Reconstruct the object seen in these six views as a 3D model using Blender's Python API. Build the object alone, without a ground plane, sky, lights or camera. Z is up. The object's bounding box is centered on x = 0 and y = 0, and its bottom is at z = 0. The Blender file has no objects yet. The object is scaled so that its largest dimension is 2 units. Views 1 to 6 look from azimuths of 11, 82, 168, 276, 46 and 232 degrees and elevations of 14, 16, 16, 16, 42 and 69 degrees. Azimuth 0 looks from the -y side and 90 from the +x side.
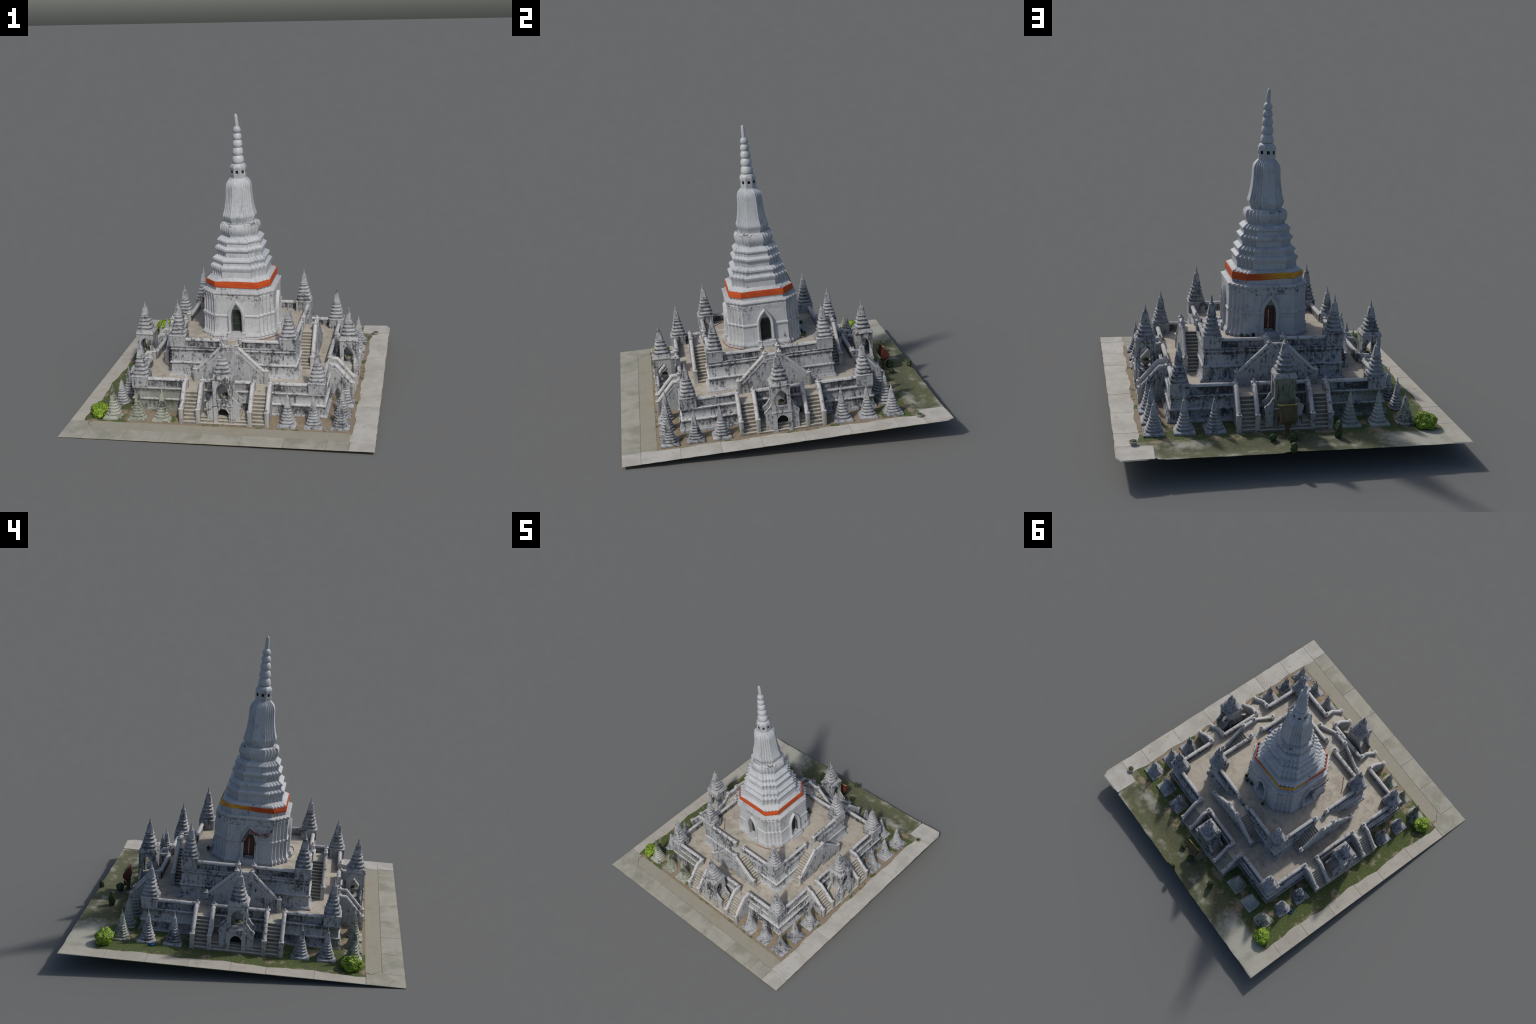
import bpy, bmesh, math, random
from mathutils import Vector, Matrix, noise

random.seed(11)
PI = math.pi

# ------------------------------------------------------------------ frame
# The whole compound stands slightly tilted: axes of its own frame in the world.
AX = Vector((1, 0.002, 0.010)).normalized()
AZ = Vector((-0.010, -0.057, 1.0))
AZ = (AZ - AX * AZ.dot(AX)).normalized()
AY = AZ.cross(AX)
ORIGIN = Vector((0.024, -0.005, 0.0668))
CX, CY = 0.003, -0.007            # temple centre on the ground slab

# ------------------------------------------------------------------ nodes
def new_mat(name):
    m = bpy.data.materials.new(name)
    m.use_nodes = True
    nt = m.node_tree
    nt.nodes.clear()
    out = nt.nodes.new('ShaderNodeOutputMaterial')
    b = nt.nodes.new('ShaderNodeBsdfPrincipled')
    nt.links.new(b.outputs[0], out.inputs[0])
    return m, nt, b

class G:
    """small helper around a node tree"""
    def __init__(s, nt): s.nt = nt
    def n(s, t, **kw):
        x = s.nt.nodes.new(t)
        for k, v in kw.items(): setattr(x, k, v)
        return x
    def put(s, sock, v):
        if isinstance(v, bpy.types.NodeSocket): s.nt.links.new(v, sock)
        else: sock.default_value = v
    def coord(s, rand=True):
        tc = s.n('ShaderNodeTexCoord').outputs['Object']
        if not rand: return tc
        oi = s.n('ShaderNodeObjectInfo')
        mul = s.math('MULTIPLY', oi.outputs['Random'], 37.0)
        va = s.n('ShaderNodeVectorMath', operation='ADD')
        s.put(va.inputs[0], tc); s.put(va.inputs[1], mul)
        return va.outputs[0]
    def mapping(s, v, scale):
        m = s.n('ShaderNodeMapping'); s.put(m.inputs[0], v); m.inputs['Scale'].default_value = scale
        return m.outputs[0]
    def noise(s, v, scale, detail=6, rough=0.6, dist=0.0):
        x = s.n('ShaderNodeTexNoise'); s.put(x.inputs['Vector'], v)
        x.inputs['Scale'].default_value = scale; x.inputs['Detail'].default_value = detail
        x.inputs['Roughness'].default_value = rough; x.inputs['Distortion'].default_value = dist
        return x.outputs['Fac']
    def math(s, op, a, b=None, clamp=False):
        x = s.n('ShaderNodeMath', operation=op); x.use_clamp = clamp
        s.put(x.inputs[0], a)
        if b is not None: s.put(x.inputs[1], b)
        return x.outputs[0]
    def step(s, v, lo, hi, smooth=True):
        x = s.n('ShaderNodeMapRange'); x.interpolation_type = 'SMOOTHSTEP' if smooth else 'LINEAR'
        s.put(x.inputs['Value'], v); s.put(x.inputs['From Min'], lo); s.put(x.inputs['From Max'], hi)
        return x.outputs[0]
    def mix(s, f, a, b):
        x = s.n('ShaderNodeMix', data_type='RGBA')
        s.put(x.inputs['Factor'], f)
        for sock, c in ((x.inputs['A'], a), (x.inputs['B'], b)):
            if isinstance(c, tuple): sock.default_value = (*c, 1)
            else: s.put(sock, c)
        return x.outputs['Result']
    def xyz(s, v):
        x = s.n('ShaderNodeSeparateXYZ'); s.put(x.inputs[0], v); return x.outputs
    def bump(s, b, h, strength=0.3, dist=0.002):
        x = s.n('ShaderNodeBump'); s.put(x.inputs['Height'], h)
        x.inputs['Strength'].default_value = strength; x.inputs['Distance'].default_value = dist
        s.nt.links.new(x.outputs[0], b.inputs['Normal'])

def plaster(name, white, grey, black, black_amt, grey_amt, streak=(70, 70, 11), rough=0.85,
            warm=0.0, fine=60, moss=0.0, black_col=(0.045, 0.047, 0.052), region=False):
    """lime-washed masonry: grey wash, black algae in patches and runs"""
    m, nt, b = new_mat(name); g = G(nt)
    c = g.coord()
    big = g.noise(c, 9, 5, 0.62)
    st = g.noise(g.mapping(c, streak), 1.0, 5, 0.65)
    fn = g.noise(c, fine, 6, 0.7)
    wash = g.math('ADD', g.math('MULTIPLY', big, 0.55), g.math('MULTIPLY', st, 0.45))
    gm = g.step(wash, 0.60 - grey_amt * 0.22, 0.72 - grey_amt * 0.18)
    col = g.mix(gm, white, grey)
    col = g.mix(g.math('MULTIPLY', g.step(fn, 0.42, 0.75), 0.35), col, tuple(x * 0.62 for x in grey))
    if warm:
        wn = g.noise(c, 16, 4, 0.6)
        col = g.mix(g.math('MULTIPLY', g.step(wn, 0.5, 0.75), warm), col, (0.36, 0.29, 0.20))
    grime = g.math('ADD', g.math('MULTIPLY', big, 0.30),
                   g.math('ADD', g.math('MULTIPLY', st, 0.35), g.math('MULTIPLY', fn, 0.35)))
    t = 0.64 - black_amt * 0.20
    bm = g.step(grime, t, t + 0.075)
    col = g.mix(g.math('MULTIPLY', bm, black), col, black_col)
    if region:      # damp corners of the lower walls are green with algae
        o = g.coord(False); x, y, z = g.xyz(o)[:3]; mn = g.noise(c, 7, 6, 0.65)
        sw = g.math('MULTIPLY', g.step(y, -0.50, -0.56), g.step(x, -0.10, -0.36))
        nw = g.math('MULTIPLY', g.step(y, 0.50, 0.56), g.step(x, 0.20, -0.20))
        k = g.math('MULTIPLY', g.math('MAXIMUM', sw, nw), g.step(mn, 0.30, 0.60))
        col = g.mix(g.math('MULTIPLY', k, 0.62), col, (0.115, 0.125, 0.075))
    if moss:
        mn = g.noise(c, 6, 5, 0.6)
        col = g.mix(g.math('MULTIPLY', g.step(mn, 0.40, 0.62), moss), col, (0.085, 0.11, 0.045))
    g.put(b.inputs['Base Color'], col)
    b.inputs['Roughness'].default_value = rough
    b.inputs['Specular IOR Level'].default_value = 0.25 if rough > 0.7 else 0.5
    g.bump(b, fn, 0.35, 0.0015)
    return m

def plain(name, col, rough=0.7, metallic=0, var=0.25, scale=30, col2=None):
    m, nt, b = new_mat(name); g = G(nt)
    n = g.noise(g.coord(), scale, 4, 0.6)
    c2 = col2 or tuple(x * (1 - var * 1.5) for x in col)
    g.put(b.inputs['Base Color'], g.mix(g.step(n, 0.35, 0.68), col, c2))
    b.inputs['Roughness'].default_value = rough
    b.inputs['Metallic'].default_value = metallic
    return m

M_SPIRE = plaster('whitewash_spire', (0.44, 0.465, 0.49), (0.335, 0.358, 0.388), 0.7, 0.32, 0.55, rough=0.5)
M_BODY = plaster('whitewash_body', (0.435, 0.45, 0.468), (0.33, 0.345, 0.365), 0.85, 0.40, 0.55, rough=0.65)
M_BODYD = plaster('speckled_body', (0.45, 0.465, 0.48), (0.31, 0.325, 0.34), 0.9, 0.62, 0.6, streak=(60, 60, 45), fine=85)
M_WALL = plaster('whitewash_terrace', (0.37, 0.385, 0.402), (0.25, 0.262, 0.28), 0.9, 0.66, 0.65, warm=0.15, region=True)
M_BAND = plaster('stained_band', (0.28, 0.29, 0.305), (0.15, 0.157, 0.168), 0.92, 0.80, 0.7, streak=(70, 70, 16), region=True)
M_PARA = plaster('stained_parapet', (0.26, 0.27, 0.288), (0.125, 0.131, 0.143), 0.9, 0.85, 0.7)
M_RAIL = plaster('rail_cap', (0.46, 0.462, 0.465), (0.30, 0.306, 0.317), 0.85, 0.56, 0.5, streak=(45, 45, 45))  # lighter than the walls: brightness of sunlit tops put into the colour
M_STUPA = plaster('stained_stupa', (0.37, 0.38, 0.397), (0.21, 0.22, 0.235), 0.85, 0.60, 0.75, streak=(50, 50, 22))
M_STUPAD = plaster('dark_stupa_recess', (0.27, 0.28, 0.295), (0.14, 0.147, 0.158), 0.85, 0.60, 0.75, streak=(60, 60, 20))  # darker plaster for the recessed bands between the lips
M_GATE = plaster('whitewash_gate', (0.37, 0.38, 0.39), (0.25, 0.26, 0.272), 0.9, 0.70, 0.5, warm=0.2)
M_GATEMOSS = plaster('mossy_gate', (0.22, 0.24, 0.19), (0.12, 0.135, 0.10), 0.8, 0.6, 0.7, moss=0.85)
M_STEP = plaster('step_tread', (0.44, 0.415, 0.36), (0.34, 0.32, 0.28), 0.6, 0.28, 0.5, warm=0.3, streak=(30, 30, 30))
M_RISER = plaster('step_riser_shaded', (0.20, 0.19, 0.165), (0.13, 0.125, 0.11), 0.8, 0.5, 0.6, streak=(60, 60, 30))  # darker than the treads: shade on the risers put into the colour
M_FLOOR = plaster('terrace_floor', (0.42, 0.385, 0.325), (0.31, 0.285, 0.24), 0.5, 0.32, 0.55, warm=0.25, streak=(16, 16, 16), fine=40)
M_PALEMOSS = plaster('pale_mossy_stupa', (0.37, 0.40, 0.39), (0.27, 0.30, 0.285), 0.5, 0.3, 0.5, moss=0.35)  # pale, mossy plaster of the two stupas left soft by the scan
M_MOSSY = plaster('mossy_stupa', (0.36, 0.375, 0.33), (0.22, 0.235, 0.19), 0.88, 0.68, 0.7, streak=(50, 50, 22), moss=0.35)
M_DARK = plain('dark_interior', (0.018, 0.018, 0.019), 0.9)  # near-black stands in for unlit depth; also colours the speaker box
M_LINTEL = plain('door_green', (0.035, 0.10, 0.065), 0.6)
M_GRILLE = plain('grille_green', (0.06, 0.085, 0.07), 0.5)
M_DOOR = plain('door_red_brown', (0.16, 0.035, 0.022), 0.55)
M_DOORWHITE = plain('door_white_bar', (0.5, 0.5, 0.48), 0.6)
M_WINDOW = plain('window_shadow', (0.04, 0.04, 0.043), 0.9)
M_YELLOW = plain('faded_yellow', (0.40, 0.33, 0.05), 0.7)
M_BLUE = plain('blue_rubber', (0.01, 0.13, 0.42), 0.5)
M_GREYRUB = plain('grey_rubber', (0.25, 0.25, 0.24), 0.6)
M_ROOFRED = plain('spirit_house_red', (0.13, 0.03, 0.018), 0.6)
M_OLIVE = plain('spirit_house_olive', (0.085, 0.075, 0.03), 0.8)
M_GOLD = plain('spirit_house_gold', (0.42, 0.30, 0.08), 0.5)
M_URN = plaster('urn_stone', (0.34, 0.32, 0.28), (0.22, 0.21, 0.19), 0.6, 0.3, 0.5)
M_DRAPE = plain('drape_maroon', (0.12, 0.022, 0.025), 0.8, col2=(0.35, 0.30, 0.30), scale=45)
M_CORD = plain('red_cord', (0.20, 0.03, 0.03), 0.7)

def mat_sash():
    m, nt, b = new_mat('sash_cloth'); g = G(nt)
    c = g.coord(False); x = g.xyz(c)
    folds = g.noise(g.mapping(c, (14, 14, 120)), 1.0, 4, 0.6)
    col = g.mix(g.step(folds, 0.42, 0.72), (0.43, 0.055, 0.006), (0.55, 0.09, 0.009))
    # sun-bleached yellow cloth where the sash is tied on the north-west corner
    d = g.math('SUBTRACT', x[1], g.math('MULTIPLY', x[0], 0.75))
    y = g.math('MULTIPLY', g.step(d, 0.13, 0.27), g.step(folds, 0.30, 0.55))
    col = g.mix(y, col, (0.62, 0.36, 0.02))
    g.put(b.inputs['Base Color'], col); b.inputs['Roughness'].default_value = 0.75
    g.bump(b, folds, 0.4, 0.002)
    return m
M_SASH = mat_sash()

def mat_leaf(name, c1, c2, c3):
    m, nt, b = new_mat(name); g = G(nt)
    c = g.coord()
    v = g.n('ShaderNodeTexVoronoi'); g.put(v.inputs['Vector'], c); v.inputs['Scale'].default_value = 140
    n = g.noise(c, 40, 4, 0.6)
    col = g.mix(g.step(n, 0.4, 0.65), c1, c2)
    col = g.mix(g.step(v.outputs['Distance'], 0.35, 0.75), col, c3)
    g.put(b.inputs['Base Color'], col); b.inputs['Roughness'].default_value = 0.7
    g.bump(b, v.outputs['Distance'], 0.6, 0.004)
    return m
M_BUSH = mat_leaf('lime_foliage', (0.27, 0.40, 0.012), (0.15, 0.25, 0.012), (0.05, 0.10, 0.008))
M_DARKBUSH = mat_leaf('dark_foliage', (0.055, 0.095, 0.018), (0.03, 0.055, 0.014), (0.012, 0.022, 0.008))

def mat_concrete(name, c1, c2, moss=0.0):
    m, nt, b = new_mat(name); g = G(nt)
    c = g.coord()
    n1 = g.noise(c, 7, 6, 0.65); n2 = g.noise(c, 45, 5, 0.7); n3 = g.noise(c, 22, 4, 0.55)
    col = g.mix(g.step(n1, 0.38, 0.66), c1, c2)
    col = g.mix(g.math('MULTIPLY', g.step(n2, 0.52, 0.78), 0.3), col, tuple(x * 0.6 for x in c2))
    col = g.mix(g.math('MULTIPLY', g.step(n3, 0.60, 0.72), 0.45), col, (0.27, 0.20, 0.13))
    if moss:
        n4 = g.noise(c, 5, 6, 0.65)
        col = g.mix(g.math('MULTIPLY', g.step(n4, 0.46, 0.62), moss), col, (0.13, 0.135, 0.075))
    g.put(b.inputs['Base Color'], col); b.inputs['Roughness'].default_value = 0.9
    g.bump(b, n2, 0.3, 0.001)
    return m
M_CONC_E = mat_concrete('pale_concrete', (0.44, 0.43, 0.395), (0.36, 0.345, 0.31))
M_CONC_W = mat_concrete('path_concrete', (0.40, 0.38, 0.33), (0.34, 0.32, 0.275))
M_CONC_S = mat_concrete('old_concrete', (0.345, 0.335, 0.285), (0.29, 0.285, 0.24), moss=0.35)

def mat_pavers():
    m, nt, b = new_mat('brick_pavers'); g = G(nt)
    c = g.coord(False)
    br = g.n('ShaderNodeTexBrick'); g.put(br.inputs['Vector'], c)
    br.inputs['Scale'].default_value = 30
    br.inputs['Color1'].default_value = (0.315, 0.30, 0.25, 1); br.inputs['Color2'].default_value = (0.28, 0.265, 0.22, 1)
    br.inputs['Mortar'].default_value = (0.20, 0.19, 0.13, 1); br.inputs['Mortar Size'].default_value = 0.018
    n = g.noise(c, 9, 6, 0.65); n2 = g.noise(c, 5, 5, 0.6)
    col = g.mix(g.step(n, 0.38, 0.62), br.outputs['Color'], (0.29, 0.27, 0.215))
    col = g.mix(g.math('MULTIPLY', g.step(n2, 0.50, 0.65), 0.6), col, (0.24, 0.23, 0.15))
    g.put(b.inputs['Base Color'], col); b.inputs['Roughness'].default_value = 0.9
    return m
M_PAVER = mat_pavers()

def mat_ground():
    """earth, grass and mossy asphalt around the terraces, by position"""
    m, nt, b = new_mat('yard_ground'); g = G(nt)
    c = g.coord(False); x, y, z = g.xyz(c)[:3]
    n1 = g.noise(c, 11, 6, 0.65); n2 = g.noise(c, 50, 5, 0.7); n3 = g.noise(c, 5, 5, 0.6); n4 = g.noise(c, 90, 3, 0.7)
    dirt = g.mix(g.step(n2, 0.35, 0.7), (0.25, 0.20, 0.14), (0.18, 0.145, 0.10))
    grass = g.mix(g.step(n4, 0.35, 0.68), (0.085, 0.112, 0.03), (0.046, 0.064, 0.02))
    jig = g.math('MULTIPLY', g.math('SUBTRACT', n1, 0.5), 0.12)
    west = g.step(g.math('ADD', x, jig), -0.55, -0.63)
    north = g.step(g.math('ADD', y, jig), 0.55, 0.62)
    lush = g.math('MAXIMUM', west, g.math('MULTIPLY', north, 0.85))
    cover = g.step(g.math('ADD', n1, g.math('MULTIPLY', lush, 0.16)), 0.54, 0.64)
    col = g.mix(cover, dirt, grass)
    # the open yard on the north side: grey earth, mottled with moss
    yard_m = g.step(g.math('ADD', y, jig), 0.775, 0.83)
    mid = g.math('MULTIPLY', g.step(x, 0.62, 0.30), g.step(x, -0.72, -0.35))
    yard = g.mix(g.step(g.math('ADD', n3, g.math('MULTIPLY', mid, 0.17)), 0.46, 0.64), (0.34, 0.335, 0.28), (0.085, 0.092, 0.045))
    yard = g.mix(g.math('MULTIPLY', g.step(n2, 0.45, 0.75), 0.4), yard, (0.20, 0.19, 0.14))
    west_pale = g.step(g.math('ADD', x, jig), -0.45, -0.75)
    yard = g.mix(g.math('MULTIPLY', west_pale, 0.6), yard, (0.36, 0.36, 0.31))
    col = g.mix(yard_m, col, yard)
    g.put(b.inputs['Base Color'], col); b.inputs['Roughness'].default_value = 0.95
    g.bump(b, n4, 0.5, 0.003)
    return m
M_GROUND = mat_ground()

# ------------------------------------------------------------------ geometry
class B:
    """collects vertices and faces with material slots"""
    def __init__(s, *mats): s.v = []; s.f = []; s.m = []; s.mats = list(mats)
    def add(s, verts, faces, mi=0):
        o = len(s.v); s.v += [tuple(p) for p in verts]
        for f in faces: s.f.append([o + i for i in f]); s.m.append(mi)
    def box(s, x0, x1, y0, y1, z0, z1, mi=0):
        v = [(x, y, z) for z in (z0, z1) for x, y in ((x0, y0), (x1, y0), (x1, y1), (x0, y1))]
        s.add(v, [(3, 2, 1, 0), (4, 5, 6, 7), (0, 1, 5, 4), (1, 2, 6, 5), (2, 3, 7, 6), (3, 0, 4, 7)], mi)
    def loft(s, rings, mi=0, caps=True, top_mi=None, bands=None):
        """bands: material index of each interval between rings"""
        n = len(rings[0]); v = [p for r in rings for p in r]; f = []
        for k in range(len(rings) - 1):
            for i in range(n):
                j = (i + 1) % n
                f.append((k * n + i, k * n + j, (k + 1) * n + j, (k + 1) * n + i))
        s.add(v, f, mi)
        if bands:
            for k, bm_ in enumerate(bands):
                for i in range(n): s.m[len(s.m) - len(f) + k * n + i] = bm_
        if caps:
            o = len(s.v) - len(v); L = len(rings) - 1
            s.f.append([o + i for i in range(n)][::-1]); s.m.append(mi)
            s.f.append([o + L * n + i for i in range(n)]); s.m.append(mi if top_mi is None else top_mi)
    def prism(s, poly, a0, a1, axis='y', mi=0):
        """polygon in the (other, z) plane extruded along axis"""
        mk = (lambda u, w, a: (u, a, w)) if axis == 'y' else (lambda u, w, a: (a, u, w))
        n = len(poly)
        v = [mk(u, w, a0) for u, w in poly] + [mk(u, w, a1) for u, w in poly]
        f = [tuple(range(n)), tuple(range(2 * n - 1, n - 1, -1))]
        f += [((i + 1) % n, i, n + i, n + (i + 1) % n) for i in range(n)]
        s.add(v, f, mi)
    def sweep(s, path, prof, side, mi=0):
        """profile (u across, v up) along a path that lies in one vertical plane"""
        P = [Vector(p) for p in path]; side = Vector(side).normalized(); rings = []
        for i, p in enumerate(P):
            ds = []
            if i: ds.append((p - P[i - 1]).normalized())
            if i < len(P) - 1: ds.append((P[i + 1] - p).normalized())
            t = sum(ds, Vector()).normalized()
            up = side.cross(t).normalized()
            if up.z < 0: up = -up
            k = 1.0 / max(0.5, t.dot(ds[0]))
            rings.append([p + side * u + up * (w * k) for u, w in prof])
        s.loft(rings, mi)
    def arch_wall(s, W, z0, z1, hw, zs, za, y0, y1, pointed=True, mi=0, n=8):
        """upright slab |x|<W, z0..z1 with an arched opening that starts at z0"""
        inn, out = [(-hw, z0), (-hw, zs)], [(-W, z0), (-W, zs)]
        for k in range(1, n + 1):
            t = k / n
            if pointed: inn.append((-hw * (1 - t ** 2), zs + (za - zs) * t))
            else: inn.append((-hw * math.cos(t * PI / 2), zs + (za - zs) * math.sin(t * PI / 2)))
            out.append((-W, zs + (z1 - zs) * t * 2) if t <= 0.5 else (-W * (2 - 2 * t), z1))
        inn += [(-x, z) for x, z in inn[-2::-1]]; out += [(-x, z) for x, z in out[-2::-1]]
        m = len(inn)
        v = [(x, y, z) for y in (y0, y1) for L in (inn, out) for x, z in L]
        f = []
        I0, O0, I1, O1 = 0, m, 2 * m, 3 * m
        for i in range(m - 1):
            f += [(I0 + i, O0 + i, O0 + i + 1, I0 + i + 1)[::-1], (I1 + i, O1 + i, O1 + i + 1, I1 + i + 1),
                  (I0 + i, I0 + i + 1, I1 + i + 1, I1 + i)[::-1], (O0 + i, O0 + i + 1, O1 + i + 1, O1 + i)]
        f += [(I0, O0, O1, I1), (I0 + m - 1, I1 + m - 1, O1 + m - 1, O0 + m - 1)]
        s.add(v, f, mi)
    def mesh(s, name, smooth=38, bevel=0.0):
        me = bpy.data.meshes.new(name)
        me.from_pydata(s.v, [], s.f)
        for m in s.mats: me.materials.append(m)
        me.polygons.foreach_set('material_index', s.m)
        bm = bmesh.new(); bm.from_mesh(me)
        bmesh.ops.recalc_face_normals(bm, faces=bm.faces)
        if bevel:
            es = [e for e in bm.edges if len(e.link_faces) == 2 and e.calc_face_angle(0) > 0.6]
            bmesh.ops.bevel(bm, geom=es, offset=bevel, segments=1, affect='EDGES', profile=0.5, clamp_overlap=True)
        bm.to_mesh(me); bm.free()
        if smooth:
            me.polygons.foreach_set('use_smooth', [True] * len(me.polygons))
            me.set_sharp_from_angle(angle=math.radians(smooth))
        me.update()
        return me

def place(me, name, parent, loc=(0, 0, 0), rz=0.0, scale=None, rot=None):
    o = bpy.data.objects.new(name, me)
    bpy.context.scene.collection.objects.link(o)
    o.parent = parent
    o.location = loc
    o.rotation_euler = rot if rot else (0, 0, rz)
    if scale: o.scale = scale
    return o

def ring(a, z, r=0.6, n=4, d=1.0, cx=0, cy=0):
    """square with redented corners: n notches across each cut corner, notch depth d"""
    pts = []; w = r * a; s = (a - w) / n
    for k in range(4):
        c, sn = (1, 0, -1, 0)[k], (0, 1, 0, -1)[k]
        L = [(a, w)]
        for i in range(n):
            o0 = (a - i * s, w + i * s); o1 = (a - (i + 1) * s, w + (i + 1) * s)
            mid = ((o0[0] + o1[0]) / 2, (o0[1] + o1[1]) / 2); inn = (a - (i + 1) * s, w + i * s)
            L += [(mid[0] + (inn[0] - mid[0]) * d, mid[1] + (inn[1] - mid[1]) * d), o1]
        pts += [(cx + x * c - y * sn, cy + x * sn + y * c, z) for x, y in L]
    return pts

def sq(a, z, cx=0, cy=0): return [(cx + a, cy - a, z), (cx + a, cy + a, z), (cx - a, cy + a, z), (cx - a, cy - a, z)]
def circ(r, z, n=16, cx=0, cy=0, ph=0, lobe=0): return [(cx + r * (1 + lobe * (i % 2)) * math.cos(2 * PI * i / n + ph), cy + r * (1 + lobe * (i % 2)) * math.sin(2 * PI * i / n + ph), z) for i in range(n)]
def halfround(w, h, n=7, drop=0.006):
    """rounded coping: flat underside, dome above"""
    p = [(-w, -drop), (w, -drop)]
    return p + [(w * math.cos(PI * k / n), h * math.sin(PI * k / n)) for k in range(n + 1)]

def boolean_cut(me, cutters):
    o = bpy.data.objects.new('cut', me); bpy.context.scene.collection.objects.link(o); tmp = [o]
    for c in cutters:
        co = bpy.data.objects.new('cutter', c); bpy.context.scene.collection.objects.link(co); tmp.append(co)
        md = o.modifiers.new('b', 'BOOLEAN'); md.object = co; md.operation = 'DIFFERENCE'; md.solver = 'EXACT'
    dg = bpy.context.evaluated_depsgraph_get()
    res = bpy.data.meshes.new_from_object(o.evaluated_get(dg))
    for t in tmp: bpy.data.objects.remove(t)
    res.polygons.foreach_set('use_smooth', [True] * len(res.polygons))
    res.set_sharp_from_angle(angle=math.radians(35))
    return res

# ------------------------------------------------------------------ root
root = bpy.data.objects.new('temple_compound', None)
bpy.context.scene.collection.objects.link(root)
root.matrix_world = Matrix(((AX.x, AY.x, AZ.x, ORIGIN.x), (AX.y, AY.y, AZ.y, ORIGIN.y), (AX.z, AY.z, AZ.z, ORIGIN.z), (0, 0, 0, 1)))
root['label'] = 'whitewashed stepped pagoda temple with spires on a paved yard'
root['category'] = 'temple'

# ------------------------------------------------------------------ ground
def edge(p, q, n, chip, seed):
    """ragged edge from p to q (q excluded)"""
    rnd = random.Random(seed); p, q = Vector(p), Vector(q); d = q - p; nrm = Vector((-d.y, d.x)).normalized()
    out = [p]
    for i in range(1, n):
        out.append(p + d * (i / n) + nrm * (rnd.random() ** 3 * chip))
    return out

A, Bc, C1, C2, D = (-0.941, -0.994), (0.915, -0.974), (0.893, 0.958), (0.868, 1.003), (-0.962, 0.984)
outline = edge(A, Bc, 14, 0.003, 1)
e_side = edge(Bc, C1, 26, 0.006, 2)
for k in (4, 7, 12, 15): e_side[k] = e_side[k] + Vector((-0.010, 0))
outline += e_side + edge(C1, C2, 2, 0.0, 3) + edge(C2, (0.70, 0.998), 4, 0.003, 4) + [Vector((0.694, 0.980))]
n_side = edge((0.688, 0.994), D, 34, 0.004, 5)
outline += n_side[:14] + [Vector((0.05, 0.983)), Vector((0.0, 0.970)), Vector((-0.04, 0.982))] + n_side[19:]
outline += edge(D, A, 16, 0.002, 6)
gb = B(M_GROUND)
def inset(k): return [(p[0] * k, p[1] * k) for p in outline]
def lay(pts, z): return [(p[0], p[1], z) for p in pts]
gb.loft([lay(inset(0.90), -0.004), lay(inset(0.995), -0.0018), lay(outline, -0.0013), lay(inset(0.999), -0.0006)])
def ground_relief(x, y):
    """planting bed banked up against the terrace; the north yard sags to its edge"""
    m = max(abs(x - CX), abs(y - CY))
    t = min(1.0, max(0.0, (0.765 - m) / 0.13)); t = t * t * (3 - 2 * t)
    u = max(0.0, 1 - abs(y - 0.895) / 0.085) ** 0.8 + (0.25 if y > 0.96 else 0); w = min(1.0, max(0.0, (0.69 - x) / 0.05)) * min(1.0, max(0.0, (x + 0.12) / 0.25))
    d = {'e': x - CX, 'w': CX - x, 'n': y - CY, 's': CY - y}; side = max(d, key=d.get)
    bed = {'e': 0.012, 'w': 0.024, 'n': 0.016, 's': 0.021}[side]
    return bed * t - 0.017 * min(1.0, u) * w - 0.0010 * (1 + noise.noise(Vector((x * 9, y * 9, 0))))
gme = gb.mesh('ground', smooth=0)
bm = bmesh.new(); bm.from_mesh(gme)
for axis in (0, 1):
    for k in range(-38, 40):
        q = k * 0.025; co = Vector((q, 0, 0)) if axis == 0 else Vector((0, q, 0)); no = Vector((1, 0, 0)) if axis == 0 else Vector((0, 1, 0))
        bmesh.ops.bisect_plane(bm, geom=bm.verts[:] + bm.edges[:] + bm.faces[:], plane_co=co, plane_no=no)
for v in bm.verts: v.co.z += ground_relief(v.co.x, v.co.y)
bm.to_mesh(gme); bm.free()
gme.polygons.foreach_set('use_smooth', [True] * len(gme.polygons)); gme.set_sharp_from_angle(angle=0.5)
ground = place(gme, 'ground', root)

def slab(name, pts, top, mat, parent=ground, cham=0.0007, th=0.003):
    """paving slab: polygon with chamfered top edge, its own origin at its middle"""
    c = sum((Vector(p) for p in pts), Vector((0, 0))) / len(pts)
    q = [Vector(p) - c for p in pts]
    def shrink(m): return [(v * (1 - m / v.length)) for v in q]
    b = B(mat)
    b.loft([lay(q, -th), lay(q, top - 0.001), lay(shrink(cham * 1.4), top)])
    return place(b.mesh(name, smooth=0), name, parent, (c.x, c.y, 0))

def lerp(a, b, t): return a + (b - a) * t
def south_y(x): return lerp(-0.994, -0.974, (x + 0.941) / 1.856) + 0.002
def east_x(y): return lerp(0.915, 0.893, (y + 0.974) / 1.932) - 0.002
def west_x(y): return lerp(-0.941, -0.962, (y + 0.994) / 1.978) + 0.002

g = 0.0007
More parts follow.
